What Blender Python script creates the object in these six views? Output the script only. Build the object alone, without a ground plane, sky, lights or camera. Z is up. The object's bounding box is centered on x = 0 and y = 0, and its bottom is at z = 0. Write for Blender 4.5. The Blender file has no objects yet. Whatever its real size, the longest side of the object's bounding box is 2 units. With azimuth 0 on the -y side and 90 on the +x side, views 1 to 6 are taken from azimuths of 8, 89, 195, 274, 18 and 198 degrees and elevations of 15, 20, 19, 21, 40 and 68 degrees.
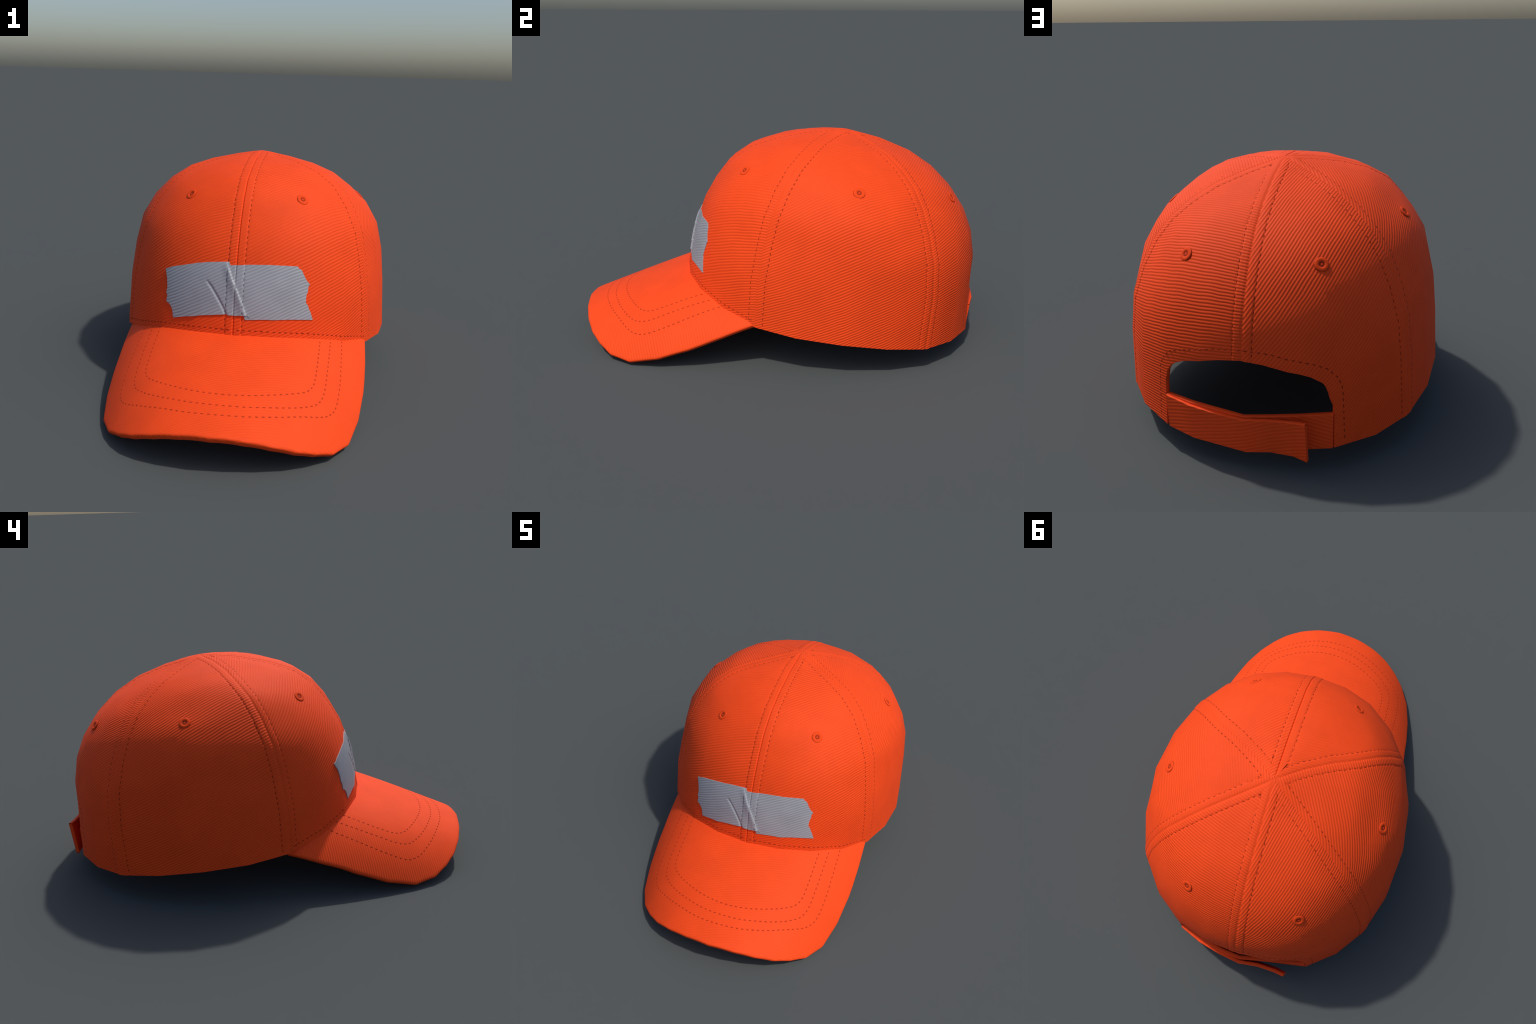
"""Orange six-panel baseball cap with a strip of grey tape on the front.
Crown: six sewn gores lofted through seam / mid-panel profiles.  Brim: an arched sheet
(height rule over a plan outline).  Stitching, eyelets, tape and back strap are geometry."""
import bpy, math
import numpy as np
from mathutils import Vector
from mathutils.bvhtree import BVHTree

rng = np.random.default_rng(7)
AXIS_X = -0.003           # the crown's plane of symmetry
BRIM_X = 0.011            # the brim sits a touch to one side
CLOTH = 0.018             # thickness of the crown cloth

# ------------------------------------------------------------------ crown profiles
# one profile per seam and per panel middle, from the top of the cap down to the rim
# (x from the symmetry plane, y, z); the other half is mirrored
PROFILES = [
    [(0, .318, 1.031), (0, .124, 1.018), (0, -.030, .990), (0, -.159, .949), (0, -.254, .880),
     (0, -.321, .793), (0, -.378, .694), (0, -.420, .581), (0, -.452, .453), (0, -.474, .340)],           # front seam
    [(0, .318, 1.031), (.061, .158, 1.022), (.120, .025, .998), (.175, -.083, .957), (.222, -.170, .896),
     (.259, -.241, .815), (.286, -.298, .714), (.304, -.339, .592), (.315, -.370, .450), (.323, -.391, .319)],
    [(0, .318, 1.031), (.105, .235, 1.019), (.208, .167, .999), (.307, .109, .966), (.387, .046, .913),
     (.448, -.010, .829), (.496, -.058, .725), (.522, -.091, .595), (.544, -.119, .438), (.556, -.131, .231)],  # seam by the brim end
    [(0, .318, 1.031), (.133, .329, 1.007), (.251, .334, .977), (.353, .333, .936), (.439, .327, .874),
     (.521, .318, .800), (.582, .306, .699), (.613, .293, .569), (.629, .278, .411), (.643, .259, .182)],
    [(0, .318, 1.031), (.126, .411, .990), (.233, .486, .947), (.317, .542, .892), (.388, .585, .829),
     (.447, .617, .748), (.495, .645, .645), (.534, .667, .518), (.550, .672, .363), (.564, .653, .116)],   # seam behind the ear
    [(0, .318, 1.031), (.074, .470, .981), (.138, .595, .924), (.191, .700, .860), (.233, .780, .783),
     (.266, .840, .690), (.291, .883, .580), (.307, .904, .452), (.316, .907, .306), (.322, .908, .097)],
    [(0, .318, 1.031), (0, .494, .983), (0, .639, .922), (0, .753, .846), (0, .843, .757),
     (0, .910, .657), (0, .955, .546), (0, .977, .420), (0, .980, .279), (0, .992, .101)],                # back seam
]
LEVELS = len(PROFILES[0]) - 1


def catmull(p0, p1, p2, p3, f):
    return .5 * (2 * p1 + (p2 - p0) * f + (2 * p0 - 5 * p1 + 4 * p2 - p3) * f * f + (3 * p1 - p0 - 3 * p2 + p3) * f ** 3)


def make_cage():
    half = np.array(PROFILES, float)
    flip = np.array([-1, 1, 1.])
    ring = list(half) + [half[i] * flip for i in range(5, 0, -1)]       # 12 profiles round the head
    cage = []
    for i in range(12):
        cage.append(ring[i])
        cage.append(catmull(ring[i - 1], ring[i], ring[(i + 1) % 12], ring[(i + 2) % 12], .5))
    cage = np.array(cage)
    fuller = 1.006 + .010 * np.clip((.88 - cage[..., 1]) / .3, 0, 1)      # this side is worn a little fuller
    cage[..., 0] = np.where(cage[..., 0] > 0, fuller, 1.006) * cage[..., 0] + AXIS_X
    cage[..., 0] -= .006 * np.clip((cage[..., 1] - .75) / .2, 0, 1)
    cage[:, LEVELS, 2] -= np.where(cage[:, LEVELS, 1] > .3, -.001, .004)                                           # hem allowance
    return cage                                                          # 24 meridians x 10 levels


CAGE = make_cage()
MER = len(CAGE)                                                          # 24; a seam every 4


def flat_surface(k, t):
    """Point on the faceted crown at meridian k (0..24) and level t (0 top .. 9 rim)."""
    k = np.asarray(k, float) % MER; t = np.clip(np.asarray(t, float), 0, LEVELS + .3)
    i = np.floor(k).astype(int) % MER; f = (k - np.floor(k))[..., None]
    j = np.clip(np.floor(t).astype(int), 0, LEVELS - 1); g = (t - j)[..., None]
    a, b = CAGE[i], CAGE[(i + 1) % MER]
    idx = np.arange(k.size).reshape(k.shape)
    P = lambda ii, jj: CAGE[ii, jj]
    i2 = (i + 1) % MER
    return (P(i, j) * (1 - f) + P(i2, j) * f) * (1 - g) + (P(i, j + 1) * (1 - f) + P(i2, j + 1) * f) * g


def level(i, j):
    """Cage point with the profile continued over the top and past the rim."""
    i = i % MER
    over = j < 0
    past = j > LEVELS
    jj = np.clip(np.where(over, -j, j), 0, LEVELS)
    ii = np.where(over, (i + MER // 2) % MER, i)
    p = CAGE[ii, jj]
    ext = 2 * CAGE[i, LEVELS] - CAGE[i, LEVELS - 1]
    return np.where(past[..., None], ext, p)


def smooth_surface(k, t):
    k = np.asarray(k, float); t = np.asarray(t, float)
    i = np.floor(k).astype(int); f = (k - i)[..., None]
    j = np.clip(np.floor(t).astype(int), 0, LEVELS - 1); g = (t - j)[..., None]
    rows = []
    for dj in (-1, 0, 1, 2):
        rows.append(catmull(*[level(i + di, j + dj) for di in (-1, 0, 1, 2)], f))
    return catmull(*rows, g)


def unit(v):
    return v / np.maximum(np.linalg.norm(v, axis=-1, keepdims=True), 1e-12)


def smooth_normal(k, t, e=.02):
    k = np.asarray(k, float); t = np.maximum(np.asarray(t, float), .06)
    dk = smooth_surface(k + e, t) - smooth_surface(k - e, t)
    dt = smooth_surface(k, t + e) - smooth_surface(k, t - e)
    return unit(np.cross(dt, dk))


def metres_per_meridian(ks, t):
    return np.linalg.norm(smooth_surface(ks + .5, t) - smooth_surface(ks - .5, t), axis=-1)


ROW = .036                                                              # stitch row to seam


def relief(k, t):
    """Height of the sewn relief: a groove on each seam between two slightly padded seam allowances."""
    k = np.asarray(k, float); t = np.asarray(t, float)
    ks = np.round(k / 4) * 4
    d = np.abs(k - ks) * metres_per_meridian(ks, np.maximum(t, .05))
    front = (np.mod(ks, MER) == 0)
    pad = .0014 * (1 / (1 + np.exp((d - ROW + .002) / .0022)))
    groove = np.where(front, .0042, .0024) * np.exp(-(d / np.where(front, .0030, .0070)) ** 2)
    row_dent = .0013 * np.exp(-((d - ROW) / .004) ** 2)
    fade = np.clip(t / .25, 0, 1)
    return (pad - groove - row_dent) * fade


def crown_point(k, t, lift=0.):
    return flat_surface(k, t) + smooth_normal(k, t) * (relief(k, t) + lift)[..., None]


def crown_shading_normal(k, t):
    k = np.asarray(k, float); t = np.maximum(np.asarray(t, float), .08)
    e, q = .006, .02
    S = lambda a, b: smooth_surface(a, b) + smooth_normal(a, b) * relief(a, b)[..., None]
    n = unit(np.cross(S(k, t + q) - S(k, t - q), S(k + e, t) - S(k - e, t)))
    return n


# ------------------------------------------------------------------ mesh helpers
class Builder:
    def __init__(self):
        self.v, self.n, self.f, self.count = [], [], [], 0

    def grid(self, P, N, flip=False, closed=False):
        """P, N: rows x columns x 3"""
        r, c = P.shape[:2]
        o = self.count
        self.v.append(P.reshape(-1, 3)); self.n.append(unit(N.reshape(-1, 3))); self.count += r * c
        a = np.arange(r - 1)[:, None]; b = np.arange(c if closed else c - 1)[None]
        b2 = (b + 1) % c
        q = np.stack([a * c + b, a * c + b2, (a + 1) * c + b2, (a + 1) * c + b], -1).reshape(-1, 4) + o
        V, Nn = self.v[-1], self.n[-1]
        ql = q - o
        geo = np.cross(V[ql[:, 2]] - V[ql[:, 0]], V[ql[:, 3]] - V[ql[:, 1]])
        if (geo * Nn[ql[:, 0]]).sum() < 0:                              # wind the faces with the normals
            q = q[:, ::-1]
        self.f.append(q)

    def mesh(self, name):
        v = np.concatenate(self.v); n = np.concatenate(self.n); f = np.concatenate(self.f)
        return make_mesh(name, v, f, n)


def make_mesh(name, v, f, n=None):
    me = bpy.data.meshes.new(name)
    me.from_pydata(v.tolist(), [], f.tolist())
    me.validate(clean_customdata=False)
    me.polygons.foreach_set("use_smooth", np.ones(len(me.polygons), bool))
    if n is not None:
        me.normals_split_custom_set_from_vertices(n.tolist())
    me.update()
    return me


def grid_normals(P):
    du = np.gradient(P, axis=1); dv = np.gradient(P, axis=0)
    return unit(np.cross(dv, du))


def add(name, mesh, parent, mat, stuff=False):
    ob = bpy.data.objects.new(name, mesh)
    bpy.context.scene.collection.objects.link(ob)
    ob.parent = parent
    if mat and not mesh.materials:
        mesh.materials.append(mat)
    if stuff:
        ob["kind"] = "stuff"
    return ob


def spline(points, n, axis_param=None):
    """Catmull-Rom through control points, resampled evenly along its length."""
    p = np.array(points, float)
    q = np.concatenate([[2 * p[0] - p[1]], p, [2 * p[-1] - p[-2]]])
    out = []
    for i in range(len(p) - 1):
        for f in np.linspace(0, 1, 24, endpoint=False):
            out.append(catmull(q[i], q[i + 1], q[i + 2], q[i + 3], f))
    out.append(p[-1])
    return resample(np.array(out), n)


def resample(p, n):
    d = np.r_[0, np.cumsum(np.linalg.norm(np.diff(p, axis=0), axis=1))]
    s = np.linspace(0, d[-1], n)
    return np.stack([np.interp(s, d, p[:, c]) for c in range(p.shape[1])], 1)


# ------------------------------------------------------------------ materials
ORANGE = (0.87, 0.069, 0.0092, 1)
PIT_SHADE = (0.36, 0.030, 0.007, 1)  # orange darkened to paint the shade inside the stitch pits
SUNLIT_PIT_SHADE = (0.52, 0.042, 0.009, 1)  # paler version, lightened where sun softens the brim's stitch shadows
TAPE = (0.335, 0.345, 0.375, 1)


def fabric(name, colour, right, out, up_centre, out_centre, angle, radius=.62, period=.0113, depth=.0012, flat_up=None,
           rough=.66, specular=.16, mottling=.05):
    """Twill cloth: parallel ribs laid on the cloth as it lies unrolled round its horizontal axis.
    right/out: horizontal axes of the panel;  ribs climb to the right by `angle` degrees."""
    m = bpy.data.materials.new(name); m.use_nodes = True
    nt = m.node_tree; N, L = nt.nodes, nt.links
    for x in list(N): N.remove(x)
    out_node = N.new("ShaderNodeOutputMaterial"); b = N.new("ShaderNodeBsdfPrincipled")
    L.new(b.outputs[0], out_node.inputs[0])
    co = N.new("ShaderNodeTexCoord").outputs["Object"]

    def math_(op, a, c=None):
        x = N.new("ShaderNodeMath"); x.operation = op
        for s, val in zip(x.inputs, (a, c)):
            if val is None: continue
            if isinstance(val, (int, float)): s.default_value = val
            else: L.new(val, s)
        return x.outputs[0]

    def dot(v):
        x = N.new("ShaderNodeVectorMath"); x.operation = "DOT_PRODUCT"
        L.new(co, x.inputs[0]); x.inputs[1].default_value = v
        return x.outputs["Value"]

    u = dot(tuple(right))
    if flat_up is not None:                                            # a sheet: ribs straight across it
        v = dot(tuple(flat_up))
    else:
        z = math_("SUBTRACT", dot((0, 0, 1)), up_centre)
        h = math_("SUBTRACT", dot(tuple(out)), out_centre)
        low = math_("MINIMUM", z, 0.)
        v = math_("ADD", math_("MULTIPLY", math_("ARCTAN2", math_("MAXIMUM", z, 0.), h), radius), low)
    wob = N.new("ShaderNodeTexNoise"); wob.inputs["Scale"].default_value = 14; wob.inputs["Detail"].default_value = 1
    L.new(co, wob.inputs["Vector"])
    a = math.radians(angle)
    line = math_("SUBTRACT", math_("MULTIPLY", v, math.cos(a)), math_("MULTIPLY", u, math.sin(a)))
    line = math_("ADD", line, math_("MULTIPLY", wob.outputs["Fac"], .006))
    rib = math_("SINE", math_("MULTIPLY", line, 2 * math.pi / period))
    rib = math_("ADD", math_("MULTIPLY", rib, .5), .5)
    rib = math_("POWER", rib, .8)
    grain = N.new("ShaderNodeTexNoise"); grain.inputs["Scale"].default_value = 170; grain.inputs["Detail"].default_value = 2
    L.new(co, grain.inputs["Vector"])
    height = math_("ADD", rib, math_("MULTIPLY", grain.outputs["Fac"], .35))
    bump = N.new("ShaderNodeBump"); bump.inputs["Strength"].default_value = 1; bump.inputs["Distance"].default_value = depth
    L.new(height, bump.inputs["Height"]); L.new(bump.outputs[0], b.inputs["Normal"])
    # faint mottling of the dye
    mot = N.new("ShaderNodeTexNoise"); mot.inputs["Scale"].default_value = 9; mot.inputs["Detail"].default_value = 4
    L.new(co, mot.inputs["Vector"])
    ramp = N.new("ShaderNodeValToRGB")
    ramp.color_ramp.elements[0].position = .3; ramp.color_ramp.elements[1].position = .7
    ramp.color_ramp.elements[0].color = tuple(c * (1 - mottling) for c in colour[:3]) + (1,)
    ramp.color_ramp.elements[1].color = tuple(min(1, c * (1 + mottling * .6)) for c in colour[:3]) + (1,)
    L.new(mot.outputs["Fac"], ramp.inputs["Fac"]); L.new(ramp.outputs["Color"], b.inputs["Base Color"])
    b.inputs["Roughness"].default_value = rough
    b.inputs["Specular IOR Level"].default_value = specular
    return m


def plain(name, colour, rough=.75, grain=.0006):
    m = bpy.data.materials.new(name); m.use_nodes = True
    nt = m.node_tree; b = nt.nodes["Principled BSDF"]
    co = nt.nodes.new("ShaderNodeTexCoord"); no = nt.nodes.new("ShaderNodeTexNoise")
    no.inputs["Scale"].default_value = 240
    nt.links.new(co.outputs["Object"], no.inputs["Vector"])
    ramp = nt.nodes.new("ShaderNodeValToRGB")
    ramp.color_ramp.elements[0].color = tuple(c * .85 for c in colour[:3]) + (1,)
    ramp.color_ramp.elements[1].color = colour
    nt.links.new(no.outputs["Fac"], ramp.inputs["Fac"]); nt.links.new(ramp.outputs["Color"], b.inputs["Base Color"])
    bu = nt.nodes.new("ShaderNodeBump"); bu.inputs["Distance"].default_value = grain
    nt.links.new(no.outputs["Fac"], bu.inputs["Height"]); nt.links.new(bu.outputs[0], b.inputs["Normal"])
    b.inputs["Roughness"].default_value = rough
    b.inputs["Specular IOR Level"].default_value = .12
    return m


def panel_frame(k_mid):
    p = CAGE[int(k_mid) % MER, 8]; o = np.array([p[0] - CAGE[0, 0, 0], p[1] - CAGE[0, 0, 1], 0]); o = unit(o)
    r = np.cross(-o, (0, 0, 1.))
    return r, o


pit_shade_mat = plain("thread_darkened_as_pit_shade", PIT_SHADE)
eyelet_mat = plain("eyelet_thread", ORANGE)

# ------------------------------------------------------------------ the cap
cap = bpy.data.objects.new("baseball_cap", None)
bpy.context.scene.collection.objects.link(cap)
cap["label"] = "orange twill six-panel baseball cap with grey tape on front"
cap["category"] = "cap"

# opening at the back: its upper edge, height over distance from the back seam
OPENING = np.array([(0, .438), (.085, .428), (.16, .409), (.225, .391), (.264, .374), (.290, .352), (.304, .328), (.312, .295), (.33, .25)])


def opening_level(k):
    """level t at which the cloth of the back panels ends, for meridians 10..14"""
    out = []
    for kk in np.atleast_1d(k):
        ts = np.linspace(5, 9, 801)
        p = flat_surface(np.full(801, kk), ts)
        want = np.interp(np.abs(p[:, 0] - AXIS_X), OPENING[:, 0], OPENING[:, 1])
        i = np.argmax(p[:, 2] < want)
        out.append(ts[i])
    return np.array(out)


NEAR = [0, .006, .012, .019, .027, .036, .047, .06, .08, .105, .13, .155, .18, .2, .22, .24, .265, .3, .35, .42, .5, .6, .72, .85]
COLS = np.unique(np.round(np.r_[NEAR, 1, 1.25, 1.5, 1.75, 2, 2.25, 2.5, 2.75, 3, 4 - np.array(NEAR)], 4))
T_SPLIT = float(opening_level(10)[0])
# ribs climb to the right by these angles, panel by panel from the front right round
RIB_ANGLE = [18, 22, 8, 48, 28, 27]


def edge_strip(bld, outer, inner, outdir):
    """rounded cut edge of the cloth between outer and inner skin"""
    rows, nor = [], []
    for w, a in ((0, 0), (0, .3), (.5, 1), (1, .3), (1, 0)):
        rows.append(outer * (1 - w) + inner * w + outdir * (.003 * (1 if 0 < w < 1 else 0)))
        nor.append(unit(outdir + unit(outer - inner) * (0.0 + (.9 if w == 0 else -.9 if w == 1 else 0)) * (1 - a)))
    bld.grid(np.array(rows), np.array(nor))


crown_tris, crown_pts, crown_nrm = [], [], []
panels = []
inner_of = lambda k, t: smooth_surface(k, t) - smooth_normal(k, t) * CLOTH
for p in range(6):
    k0 = 4 * p
    bld = Builder()
    blocks = []
    upper = np.r_[np.linspace(.0, .2, 5), np.linspace(.2, T_SPLIT, 84)[1:]]
    lower = np.linspace(T_SPLIT, LEVELS, 32)
    ks = k0 + COLS
    if p in (2, 3):                                                     # back panels, cut out for the opening
        open_side = (ks >= 10 - 1e-6) & (ks <= 14 + 1e-6)
        full_side = (ks <= 10 + 1e-6) | (ks >= 14 - 1e-6)
        extra = np.r_[10.004, 10.01, 10.02, 10.035, 10.05, 10.07, 10.1, 10.15, 10.2] if p == 2 else 24 - np.r_[10.004, 10.01, 10.02, 10.035, 10.05, 10.07, 10.1, 10.15, 10.2]
        ko = np.unique(np.r_[ks[open_side], extra])
        to = opening_level(ko)
        kf = ks[full_side]
        T = np.concatenate([upper, lower[1:]])
        blocks.append((np.repeat(kf[None], len(T), 0), np.repeat(T[:, None], len(kf), 1)))
        blocks.append((np.repeat(ko[None], len(upper), 0), upper[:, None] / T_SPLIT * to[None]))
        edges = [(kf, np.full(len(kf), float(LEVELS)))]
        side_k = 10. if p == 2 else 14.
        ok, ot = (ko, to) if p == 2 else (ko[::-1], to[::-1])
        side = (np.r_[np.full(len(lower) - 1, side_k), ok], np.r_[lower[:0:-1], ot])
    else:
        T = np.concatenate([upper, lower[1:]])
        blocks.append((np.repeat(ks[None], len(T), 0), np.repeat(T[:, None], len(ks), 1)))
        edges = [(ks, np.full(len(ks), float(LEVELS)))]
        side = None
    for Kk, Tt in blocks:
        P = crown_point(Kk, Tt); N = crown_shading_normal(Kk, Tt)
        N[Tt < .05] = unit(np.array([0, .12, 1.]))
        bld.grid(P, N, flip=True)
        I = inner_of(Kk, np.maximum(Tt, .0)); I[Tt < 1e-6] = CAGE[0, 0] - np.array([0, 0, CLOTH])
        bld.grid(I, -smooth_normal(Kk, Tt))
        o = sum(len(x) for x in crown_pts)
        r, c = P.shape[:2]
        a = np.arange(r - 1)[:, None]; b = np.arange(c - 1)[None]
        q = np.stack([a * c + b, (a + 1) * c + b, (a + 1) * c + b + 1, a * c + b + 1], -1).reshape(-1, 4) + o
        crown_tris.append(q); crown_pts.append(P.reshape(-1, 3)); crown_nrm.append(N.reshape(-1, 3))
    for ek, et in edges:
        O, I = crown_point(ek, et), inner_of(ek, et)
        down = unit(smooth_surface(ek, et) - smooth_surface(ek, et - .05))
        edge_strip(bld, O, I, down)
    if side is not None:
        sk, st = side
        O, I = crown_point(sk, st), inner_of(sk, st)
        along = unit(np.gradient(O, axis=0))
        acr = np.cross(along, smooth_normal(sk, st))
        to_middle = np.array([AXIS_X, .95, .2]) - O
        acr = acr * np.sign((acr * to_middle).sum(1, keepdims=True))
        edge_strip(bld, O, I, acr)
    r, o = panel_frame(k0 + 2)
    oc = float(np.dot(CAGE[0, 0], o))
    mat = fabric("orange_twill", ORANGE, r, o, .36, oc - .02, RIB_ANGLE[p])
    panels.append(add("crown_panel", bld.mesh("crown_panel"), cap, mat))

crown_pts = np.concatenate(crown_pts); crown_nrm = np.concatenate(crown_nrm); crown_quads = np.concatenate(crown_tris)
crown_tri = np.concatenate([crown_quads[:, [0, 1, 2]], crown_quads[:, [0, 2, 3]]])
crown_bvh = BVHTree.FromPolygons(crown_pts.tolist(), crown_tri.tolist())


def on_crown(origin, direction):
    """hit point and interpolated shading normal of the crown"""
    loc, nor, idx, dist = crown_bvh.ray_cast(Vector(origin), Vector(direction))
    if loc is None:
        loc, nor, idx, dist = crown_bvh.find_nearest(Vector(origin))
    tri = crown_tri[idx]
    A, B, C = crown_pts[tri]
    x = np.array(loc)
    n = np.cross(B - A, C - A); d = max(np.dot(n, n), 1e-18)
    g = np.dot(np.cross(B - A, x - A), n) / d; bt = np.dot(np.cross(x - A, C - A), n) / d
    nn = (1 - bt - g) * crown_nrm[tri[0]] + bt * crown_nrm[tri[1]] + g * crown_nrm[tri[2]]
    return x, unit(nn)


# ------------------------------------------------------------------ stitches
def bead(nu=8, nv=5):
    v = np.linspace(0, math.pi, nv); u = np.linspace(0, 2 * math.pi, nu, endpoint=False)
    V, U = np.meshgrid(v, u, indexing="ij")
    return np.stack([np.cos(V), np.sin(V) * np.cos(U), np.sin(V) * np.sin(U)], -1)


BEAD = bead()


def stitches(bld, path, normals, pitch=.0252, length=.0150, width=.0058, height=.0016, sink=.0004):
    """a row of short threads lying along the path"""
    d = np.r_[0, np.cumsum(np.linalg.norm(np.diff(path, axis=0), axis=1))]
    n = max(1, int(round(d[-1] / pitch)))
    for s in (np.arange(n) + .5) * d[-1] / n:
        c = np.array([np.interp(s, d, path[:, i]) for i in range(3)])
        c2 = np.array([np.interp(min(s + .004, d[-1]), d, path[:, i]) for i in range(3)])
        c1 = np.array([np.interp(max(s - .004, 0), d, path[:, i]) for i in range(3)])
        nn = unit(np.array([np.interp(s, d, normals[:, i]) for i in range(3)]))
        t = unit(c2 - c1); t = unit(t - nn * np.dot(t, nn)); w = np.cross(nn, t)
        t = unit(t + w * rng.normal(0, .05))
        w = np.cross(nn, t)
        L = length * rng.uniform(.9, 1.1)
        P = c - nn * sink + BEAD[..., :1] * t * L / 2 + BEAD[..., 1:2] * w * width / 2 + BEAD[..., 2:] * nn * height
        N = BEAD[..., :1] * t * width + BEAD[..., 1:2] * w * .6 * L + BEAD[..., 2:] * nn * L
        bld.grid(P, N, closed=True)


def crown_row(bld, k, t, **kw):
    stitches(bld, crown_point(k, t), crown_shading_normal(k, t), **kw)


def panel_rows(p):
    bld = Builder()
    k0 = 4 * p
    for ks, sg in ((k0, 1), (k0 + 4, -1)):
        t = np.linspace(.25, LEVELS - .05, 500)
        off = ROW / metres_per_meridian(np.full(t.shape, float(ks)), t)
        keep = off < 2.0
        t, off = t[keep], off[keep]
        k = ks + sg * off
        if p in (2, 3) and ks == 12:
            keep = t < opening_level([12])[0] - .04
            k, t = k[keep], t[keep]
        crown_row(bld, k, t)
    if p in (0, 5):                                                     # along the brim
        k = np.linspace(k0 + .05, k0 + 3.95, 240)
        e = .05
        perl = np.linalg.norm(flat_surface(k, np.full(k.shape, 9.)) - flat_surface(k, np.full(k.shape, 9. - e)), axis=1) / e
        crown_row(bld, k, LEVELS - .026 / perl, length=.015)
    if p in (2, 3):                                                     # round the opening
        k = np.linspace(10 - .26, 12, 300)
        z = np.interp(np.abs(flat_surface(k, np.full(k.shape, 8.))[:, 0] - AXIS_X),
                      [0, .10, .18, .25, .30, .33, .345, .352], [.474, .466, .448, .430, .410, .372, .32, .1])
        ts = np.linspace(5, 9, 600)
        t = np.array([ts[np.argmax(flat_surface(np.full(600, a), ts)[:, 2] < b)] for a, b in zip(k[k > 9.79], z[k > 9.79])])
        k = k[k > 9.79]
        down = np.linspace(8.9, t[0], 60)[:-1]
        k = np.r_[np.linspace(9.76, 9.79, 59), k]; t = np.r_[down, t]
        if p == 3: k = 24 - k
        P = resample(np.c_[k, t], 400)
        crown_row(bld, P[:, 0], P[:, 1])
    return bld


for p in range(6):
    add("panel_stitching", panel_rows(p).mesh("panel_stitching"), panels[p], pit_shade_mat, stuff=True)

# ------------------------------------------------------------------ eyelets
EYELET_AT = [(.250, -.178, .880), (.490, .325, .828), (.250, .796, .749), (-.250, .796, .749), (-.490, .325, .828), (-.250, -.178, .880)]
RING = [(.0275, -.004), (.0264, .0002), (.0245, .0022), (.021, .0034), (.017, .0037), (.0135, .0031), (.0112, .0016), (.0092, .0010), (.006, .0010), (.003, .0016), (.0006, .0020)]


def eyelet_mesh():
    prof = spline([(a, b) for a, b in RING], 26)
    u = np.linspace(0, 2 * math.pi, 36, endpoint=False)
    P = np.stack([np.outer(prof[:, 0], np.cos(u)), np.outer(prof[:, 0], np.sin(u)), np.repeat(prof[:, 1:], 36, 1)], -1)
    tang = np.gradient(prof, axis=0)
    nr, nz = tang[:, 1], -tang[:, 0]
    N = np.stack([np.outer(nr, np.cos(u)), np.outer(nr, np.sin(u)), np.repeat(nz[:, None], 36, 1)], -1)
    b = Builder(); b.grid(P, N, closed=True)
    me = b.mesh("eyelet"); me.materials.append(eyelet_mat); me.materials.append(pit_shade_mat)
    for f in me.polygons:                                               # hole shade and the shadow line round the ring, painted dark
        d = math.hypot(f.center[0], f.center[1])
        f.material_index = 1 if .0040 < d < .0108 or d > .0258 else 0
    return me


eye = eyelet_mesh()
for p, c in enumerate(EYELET_AT):
    c = np.array(c) + [AXIS_X, 0, 0]
    loc, nor, idx, dist = crown_bvh.find_nearest(Vector(c))
    _, n = on_crown(np.array(loc) + np.array(nor) * .05, -np.array(nor))
    # lay the ring on the cloth: plane through the surface round it
    t1 = unit(np.cross(n, (0, 0, 1.))); t2 = np.cross(n, t1)
    around = np.array([on_crown(np.array(loc) + (t1 * math.cos(a) + t2 * math.sin(a)) * .022 + n * .08, -n)[0] for a in np.linspace(0, 2 * math.pi, 12, endpoint=False)])
    n = unit(np.cross(around[0] - around[6], around[3] - around[9]) * 1.0)
    n = n if np.dot(n, np.array(nor)) > 0 else -n
    ob = add("eyelet", eye, panels[p], None)
    ob.location = loc + Vector(n) * .0002
    ob.rotation_euler = Vector(n).to_track_quat("Z", "Y").to_euler()

# ------------------------------------------------------------------ brim
THICK = .032
BRIM_EDGE = [(0, -.999), (.128, -.987), (.228, -.964), (.314, -.929), (.382, -.882), (.446, -.820), (.502, -.722), (.536, -.586), (.553, -.44), (.560, -.28), (.5605, -.125)]


def brim_height(x, y):
    """top of the brim: falls towards the tip, arched across, the arch tightening towards the corners"""
    Y = y + .5; X2 = x * x
    return (.3265 + .327 * Y - .0216 * Y * Y + X2 * (-.3051 + .3454 * Y - 1.595 * Y * Y)
            + X2 * X2 * (-1.7177 + 1.2432 * Y + 2.0809 * Y * Y))


NS, NR = 161, 40
half_edge = resample(np.array(BRIM_EDGE, float), 2001)
s = np.linspace(-1, 1, NS)
# outer plan curve, by arc length (corners of the facets kept)
ei = np.clip((np.abs(s) * 2000), 0, 2000)
outer = np.stack([np.interp(ei, np.arange(2001), half_edge[:, 0]) * np.sign(s), np.interp(ei, np.arange(2001), half_edge[:, 1])], 1)
kin = 4 * s
rim = flat_surface(kin, np.full(NS, float(LEVELS)))
inward = unit(np.stack([AXIS_X - rim[:, 0], .15 - rim[:, 1]], 1))
inner = rim[:, :2] + inward * .012
shift = BRIM_X - 0
outer[:, 0] += .002 + (BRIM_X - .002) * np.clip((-outer[:, 1] - .125) / .25, 0, 1)


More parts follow.
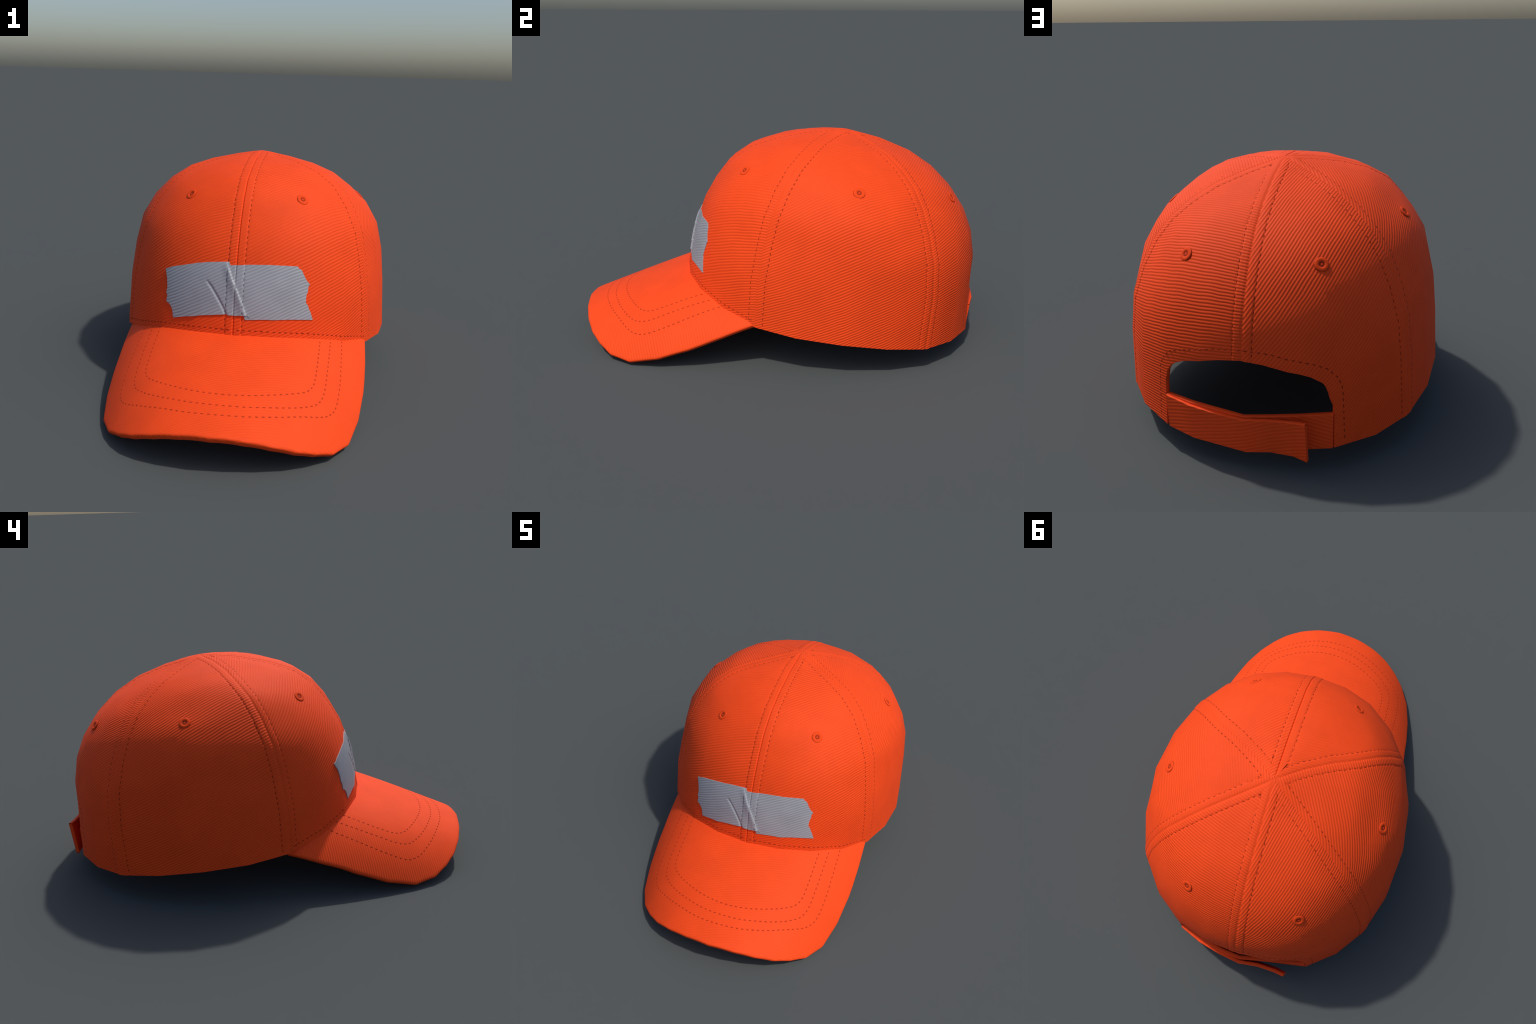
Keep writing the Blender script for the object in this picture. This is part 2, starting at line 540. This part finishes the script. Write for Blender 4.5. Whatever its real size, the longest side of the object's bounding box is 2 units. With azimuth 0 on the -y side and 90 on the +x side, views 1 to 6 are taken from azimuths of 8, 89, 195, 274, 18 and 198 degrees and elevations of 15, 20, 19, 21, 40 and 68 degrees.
def brim_top(xy, r, fix):
    z = brim_height(xy[..., 0] - BRIM_X, xy[..., 1])
    return np.concatenate([xy, (z + fix * (1 - r) ** 5)[..., None]], -1)


fix = rim[:, 2] + .004 - brim_height(rim[:, 0] - BRIM_X, rim[:, 1])
out2 = unit(outer - inner + 1e-9)
tang = unit(np.gradient(outer, axis=0)); side_dir = np.stack([tang[:, 1], -tang[:, 0]], 1)
# smooth outline direction for the shading of the edge
side_dir = np.where((side_dir * (outer - [0, -.4])).sum(1, keepdims=True) < 0, -side_dir, side_dir)
for _ in range(14):
    side_dir[1:-1] = unit(side_dir[:-2] + side_dir[1:-1] * 2 + side_dir[2:])
R = THICK / 2
lip = outer - side_dir * R * .8
r = np.linspace(0, 1, NR)[:, None]
XY = inner[None] * (1 - r[..., None]) + lip[None] * r[..., None]
TOP = brim_top(XY, np.repeat(r, NS, 1), fix[None])


def height_normal(P):
    e = 1e-3
    x, y = P[..., 0] - BRIM_X, P[..., 1]
    gx = (brim_height(x + e, y) - brim_height(x - e, y)) / (2 * e); gy = (brim_height(x, y + e) - brim_height(x, y - e)) / (2 * e)
    return unit(np.stack([-gx, -gy, np.ones_like(gx)], -1))


NT = height_normal(TOP)
bld = Builder()
bld.grid(TOP, NT)
BOT = TOP - NT * THICK
bld.grid(BOT, -NT, flip=True)
# rounded outer edge
ctr = TOP[-1] - NT[-1] * R
sd = np.concatenate([side_dir, np.zeros((NS, 1))], 1); sd = unit(sd - NT[-1] * (sd * NT[-1]).sum(1, keepdims=True))
rows, nor = [], []
for a in np.linspace(math.pi / 2, -math.pi / 2, 11):
    sa, ca = math.sin(a), math.cos(a)
    w = NT[-1] * math.copysign(abs(sa) ** .7, sa) + sd * abs(ca) ** .55
    rows.append(ctr + w * R); nor.append(unit(NT[-1] * math.copysign(abs(sa) ** 1.6, sa) + sd * abs(ca) ** 1.3))
EDGE = np.array(rows)
bld.grid(EDGE, np.array(nor))
# closed inner edge, hidden under the crown
bld.grid(np.array([BOT[0], TOP[0]]), np.repeat(-np.concatenate([inward * -1, np.zeros((NS, 1))], 1)[None], 2, 0))
ribs = math.radians(19)
brim_mat = fabric("brim_twill", ORANGE, (math.cos(ribs), math.sin(ribs), 0), None, 0, 0, 0, flat_up=(-math.sin(ribs), math.cos(ribs), 0), period=.0115, depth=.00085)
low = min(BOT[..., 2].min(), EDGE[..., 2].min())
print("brim lowest", low)
brim = add("brim", bld.mesh("brim"), cap, brim_mat)

gi = np.arange(NR * NS).reshape(NR, NS)
brim_bvh = BVHTree.FromPolygons(TOP.reshape(-1, 3).tolist(), np.stack([gi[:-1, :-1], gi[:-1, 1:], gi[1:, 1:], gi[1:, :-1]], -1).reshape(-1, 4).tolist())
BRIM_ROWS = [
    [(.442, -.285), (.445, -.42), (.446, -.53), (.438, -.632), (.420, -.688), (.380, -.738), (.302, -.795), (.215, -.846), (.11, -.884), (0, -.897), (-.11, -.888), (-.215, -.853), (-.302, -.812), (-.382, -.757), (-.424, -.704), (-.440, -.650), (-.447, -.53), (-.445, -.42), (-.442, -.285)],
    [(.394, -.335), (.393, -.45), (.391, -.54), (.386, -.632), (.366, -.692), (.325, -.737), (.27, -.776), (.195, -.812), (.10, -.842), (0, -.851)],
    [(.350, -.372), (.350, -.46), (.349, -.55), (.343, -.622), (.322, -.668), (.285, -.701), (.23, -.735), (.155, -.769), (.08, -.790), (0, -.798)],
]
bld = Builder()
for row in BRIM_ROWS:
    pts = np.array(row, float)
    if pts[-1, 0] == 0:                                                 # the two inner rows are symmetric
        pts = np.concatenate([pts, pts[-2::-1] * [-1, 1]])
    path = spline(pts, 900); path[:, 0] += BRIM_X
    hits = [brim_bvh.ray_cast(Vector((x, y, 1.)), Vector((0, 0, -1)))[0] for x, y in path]
    P = np.array([h for h in hits if h is not None])
    stitches(bld, P, height_normal(P), width=.0072, length=.0145)
add("brim_stitching", bld.mesh("brim_stitching"), brim, plain("thread_lightened_for_sun", SUNLIT_PIT_SHADE), stuff=True)


# ------------------------------------------------------------------ strap at the back
def band(path, thick, name, mat):
    """path: list of (x, y, z_low, z_high, lean); a flat band with its own thickness, swept in plan"""
    ctl = np.array(path, float)
    seg = [ctl[0]]
    for a, b in zip(ctl[:-1], ctl[1:]):
        seg += [a + (b - a) * f for f in np.linspace(0, 1, 13)[1:]]
    c = np.array(seg)
    tg = unit(np.gradient(spline(ctl[:, :2], len(c)), axis=0))
    n2 = np.stack([-tg[:, 1], tg[:, 0]], 1)
    n2 = np.where(n2[:, 1:] < 0, -n2, n2)                              # outwards (to the back)
    n3 = np.c_[n2, np.zeros(len(c))]
    upv = np.array([0, 0, 1.])
    def pt(w, h):                                                      # w: 0 inner 1 outer, h: 0 low 1 high
        z = c[:, 2] * (1 - h) + c[:, 3] * h
        lean = c[:, 4] * (h - 1)
        xy = c[:, :2] + n2 * (lean - (1 - w) * thick)[:, None]
        return np.c_[xy, z]
    b = Builder()
    hh = np.linspace(0, 1, 9)
    e = .003 / .13
    prof = [(0, e), (0, 1 - e), (.15, 1), (.85, 1), (1, 1 - e), (1, e), (.85, 0), (.15, 0), (0, e)]
    nn = [(-1, -.0), (-1, .0), (-.3, 1), (.3, 1), (1, 0), (1, 0), (.3, -1), (-.3, -1), (-1, 0)]
    Pp = np.array([pt(w, h) for w, h in prof]); Nn = np.array([n3 * a + upv * bb for a, bb in nn])
    b.grid(Pp, Nn, flip=True)
    for end, sg in ((0, -1), (-1, 1)):                                 # end caps
        ring = Pp[:-1, end]
        t3 = np.r_[tg[end] * sg, 0]
        cap_pts = np.array([[ring[0], ring[1], ring[2], ring[3]], [ring[7], ring[6], ring[5], ring[4]]])
        cap_pts = np.array([[Pp[0, end], Pp[1, end]], [Pp[5, end], Pp[4, end]]])
        b.grid(cap_pts, np.repeat(np.repeat(t3[None, None], 2, 0), 2, 1), flip=(sg > 0))
    return b.mesh(name)


strap_r, strap_o = np.array([-1, 0, 0.]), np.array([0, 1., 0])
strap_mat = fabric("strap_twill", ORANGE, strap_r, None, 0, 0, 18, flat_up=(0, 0, 1), period=.0150, depth=.0009)
strap_mat_b = fabric("strap_twill_under", ORANGE, strap_r, None, 0, 0, -18, flat_up=(0, 0, 1), period=.0150, depth=.0009)
# under layer: from one corner of the opening right across to the other
add("closure_strap", band([(0.308, 0.911, 0.090, .232, .008), (0.199, 0.950, 0.079, .232, .014), (0.088, 0.973, 0.079, .230, .018), (-0.012, 0.981, 0.079, .220, .018),
                           (-0.104, 0.961, 0.081, .222, .016), (-0.215, 0.939, 0.080, .229, .012), (-0.326, 0.913, 0.091, .237, .006)], .020, "closure_strap", strap_mat_b), cap, None).data.materials.append(strap_mat_b)
# upper layer: folded back over it, its end standing free
add("closure_strap", band([(0.310, 0.917, 0.087, .229, .010), (0.199, 0.961, 0.077, .224, .016), (0.088, 0.986, 0.077, .221, .020), (-0.014, 1.000, 0.071, .218, .022),
                           (-0.110, 0.988, 0.077, .221, .022), (-0.192, 0.990, 0.075, .227, .022), (-0.240, 0.997, 0.063, .230, .022)], .018, "closure_strap", strap_mat), cap, None).data.materials.append(strap_mat)


# ------------------------------------------------------------------ tape on the front
tape_skins = []


def tape_piece(top, bottom, left, right, lift, creases, mat, fold_right=False):
    """A torn strip laid on the crown; the four borders run in (x, z) seen from the front."""
    nu, nv = 120, 70
    T, B = resample(np.array(top, float), nu), resample(np.array(bottom, float), nu)
    Lf, Rt = resample(np.array(left, float), nv), resample(np.array(right, float), nv)
    u = np.linspace(0, 1, nu)[None, :, None]; v = np.linspace(0, 1, nv)[:, None, None]
    c00, c10, c01, c11 = T[0], T[-1], B[0], B[-1]
    XZ = (T[None] * (1 - v) + B[None] * v + Lf[:, None] * (1 - u) + Rt[:, None] * u
          - (c00 * (1 - u) * (1 - v) + c10 * u * (1 - v) + c01 * (1 - u) * v + c11 * u * v))
    P = np.zeros((nv, nu, 3)); N = np.zeros((nv, nu, 3))
    for i in range(nv):
        for j in range(nu):
            P[i, j], N[i, j] = on_crown((XZ[i, j, 0], -1.2, XZ[i, j, 1]), (0, 1, 0))
    H = np.full((nv, nu), float(lift))
    for line, hgt, w_up, w_dn in creases:
        ln = np.array(line, float)
        best = np.full((nv, nu), 9.); sgn = np.zeros((nv, nu)); along = np.zeros((nv, nu))
        for q in range(len(ln) - 1):
            a, b = ln[q], ln[q + 1]; d = b - a
            f = np.clip(((XZ - a) @ d) / (d @ d), 0, 1)
            c = a + f[..., None] * d; dist = np.linalg.norm(XZ - c, axis=-1)
            side = np.sign((XZ - c) @ np.array([d[1], -d[0]]))
            m = dist < best
            best = np.where(m, dist, best); sgn = np.where(m, side, sgn); along = np.where(m, (q + f) / (len(ln) - 1), along)
        w = np.where(sgn > 0, w_up, w_dn)
        H += hgt * np.exp(-(best / w) ** 2) * np.clip(along / .2, .0, 1) ** .5
    P2 = P + N * H[..., None]
    N2 = unit(N + grid_normals(P2) - grid_normals(P + N * lift))
    b = Builder()
    b.grid(P2, N2, flip=False)
    tape_skins.append((P2, N2))
    base = P - N * .002
    for sl, dirn in ((np.s_[0, :], 1), (np.s_[-1, :], -1), (np.s_[:, 0], -1), (np.s_[:, -1], 1)):
        o, i_ = P2[sl], base[sl]
        tg = unit(np.gradient(o, axis=0)); sdn = np.cross(tg, N[sl]) * (-dirn)
        b.grid(np.array([o, i_]), np.array([sdn, sdn]))
    me = b.mesh("adhesive_tape")
    me.materials.append(mat)
    return add("adhesive_tape", me, cap, None)


tape_mat = fabric("grey_tape", TAPE, (1, 0, 0), (0, -1, 0), .36, -.30, 23, rough=.42, specular=.5, mottling=.08, depth=.0009)
tape_piece(
    top=[(-.026, .624), (.051, .629), (.146, .631), (.208, .626), (.252, .622)],
    bottom=[(.046, .405), (.129, .409), (.222, .407), (.324, .400)],
    left=[(-.026, .624), (-.010, .560), (.012, .490), (.046, .405)],
    right=[(.252, .622), (.251, .616), (.267, .607), (.277, .587), (.289, .565), (.305, .546), (.298, .542), (.297, .518), (.292, .505), (.291, .474), (.301, .461), (.307, .443), (.312, .435), (.324, .400)],
    lift=.0026, creases=[], mat=tape_mat)
tape_left = tape_piece(
    top=[(-.324, .569), (-.293, .585), (-.242, .599), (-.199, .611), (-.168, .620), (-.127, .627), (-.080, .632), (-.035, .636)],
    bottom=[(-.274, .373), (-.221, .387), (-.149, .403), (-.099, .409), (-.037, .417), (-.032, .414), (.001, .414), (.046, .414), (.058, .402)],
    left=[(-.324, .569), (-.313, .533), (-.309, .495), (-.313, .474), (-.307, .463), (-.311, .436), (-.298, .430), (-.286, .418), (-.279, .404), (-.274, .373)],
    right=[(-.035, .636), (-.025, .619), (-.005, .571), (.010, .538), (.029, .491), (.047, .454), (.066, .412)],
    lift=.0042, creases=[([(-.130, .556), (-.106, .530), (-.080, .495), (-.054, .457), (-.032, .417)], -.0038, .0050, .0060),
                         ([(-.045, .636), (-.034, .605), (-.016, .562), (.008, .515), (.033, .455), (.050, .412)], .0056, .020, .0045)], mat=tape_mat)


# dark grey dashes on the tape, in line with the rows beside the front seam
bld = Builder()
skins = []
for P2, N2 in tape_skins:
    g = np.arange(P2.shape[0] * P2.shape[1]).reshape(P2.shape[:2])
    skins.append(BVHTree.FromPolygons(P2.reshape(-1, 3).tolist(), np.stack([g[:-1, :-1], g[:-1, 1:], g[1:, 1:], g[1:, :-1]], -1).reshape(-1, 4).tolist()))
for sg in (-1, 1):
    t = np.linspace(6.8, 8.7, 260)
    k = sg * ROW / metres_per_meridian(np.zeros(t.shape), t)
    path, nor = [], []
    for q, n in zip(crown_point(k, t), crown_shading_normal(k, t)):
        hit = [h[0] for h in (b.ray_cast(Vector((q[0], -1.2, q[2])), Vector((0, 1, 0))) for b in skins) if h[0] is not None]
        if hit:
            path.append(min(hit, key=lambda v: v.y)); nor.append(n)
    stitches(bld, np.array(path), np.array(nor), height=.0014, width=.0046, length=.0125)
add("tape_dark_dash", bld.mesh("tape_dark_dash"), tape_left, plain("dark_grey_dash", (.11, .11, .125, 1)), stuff=True)
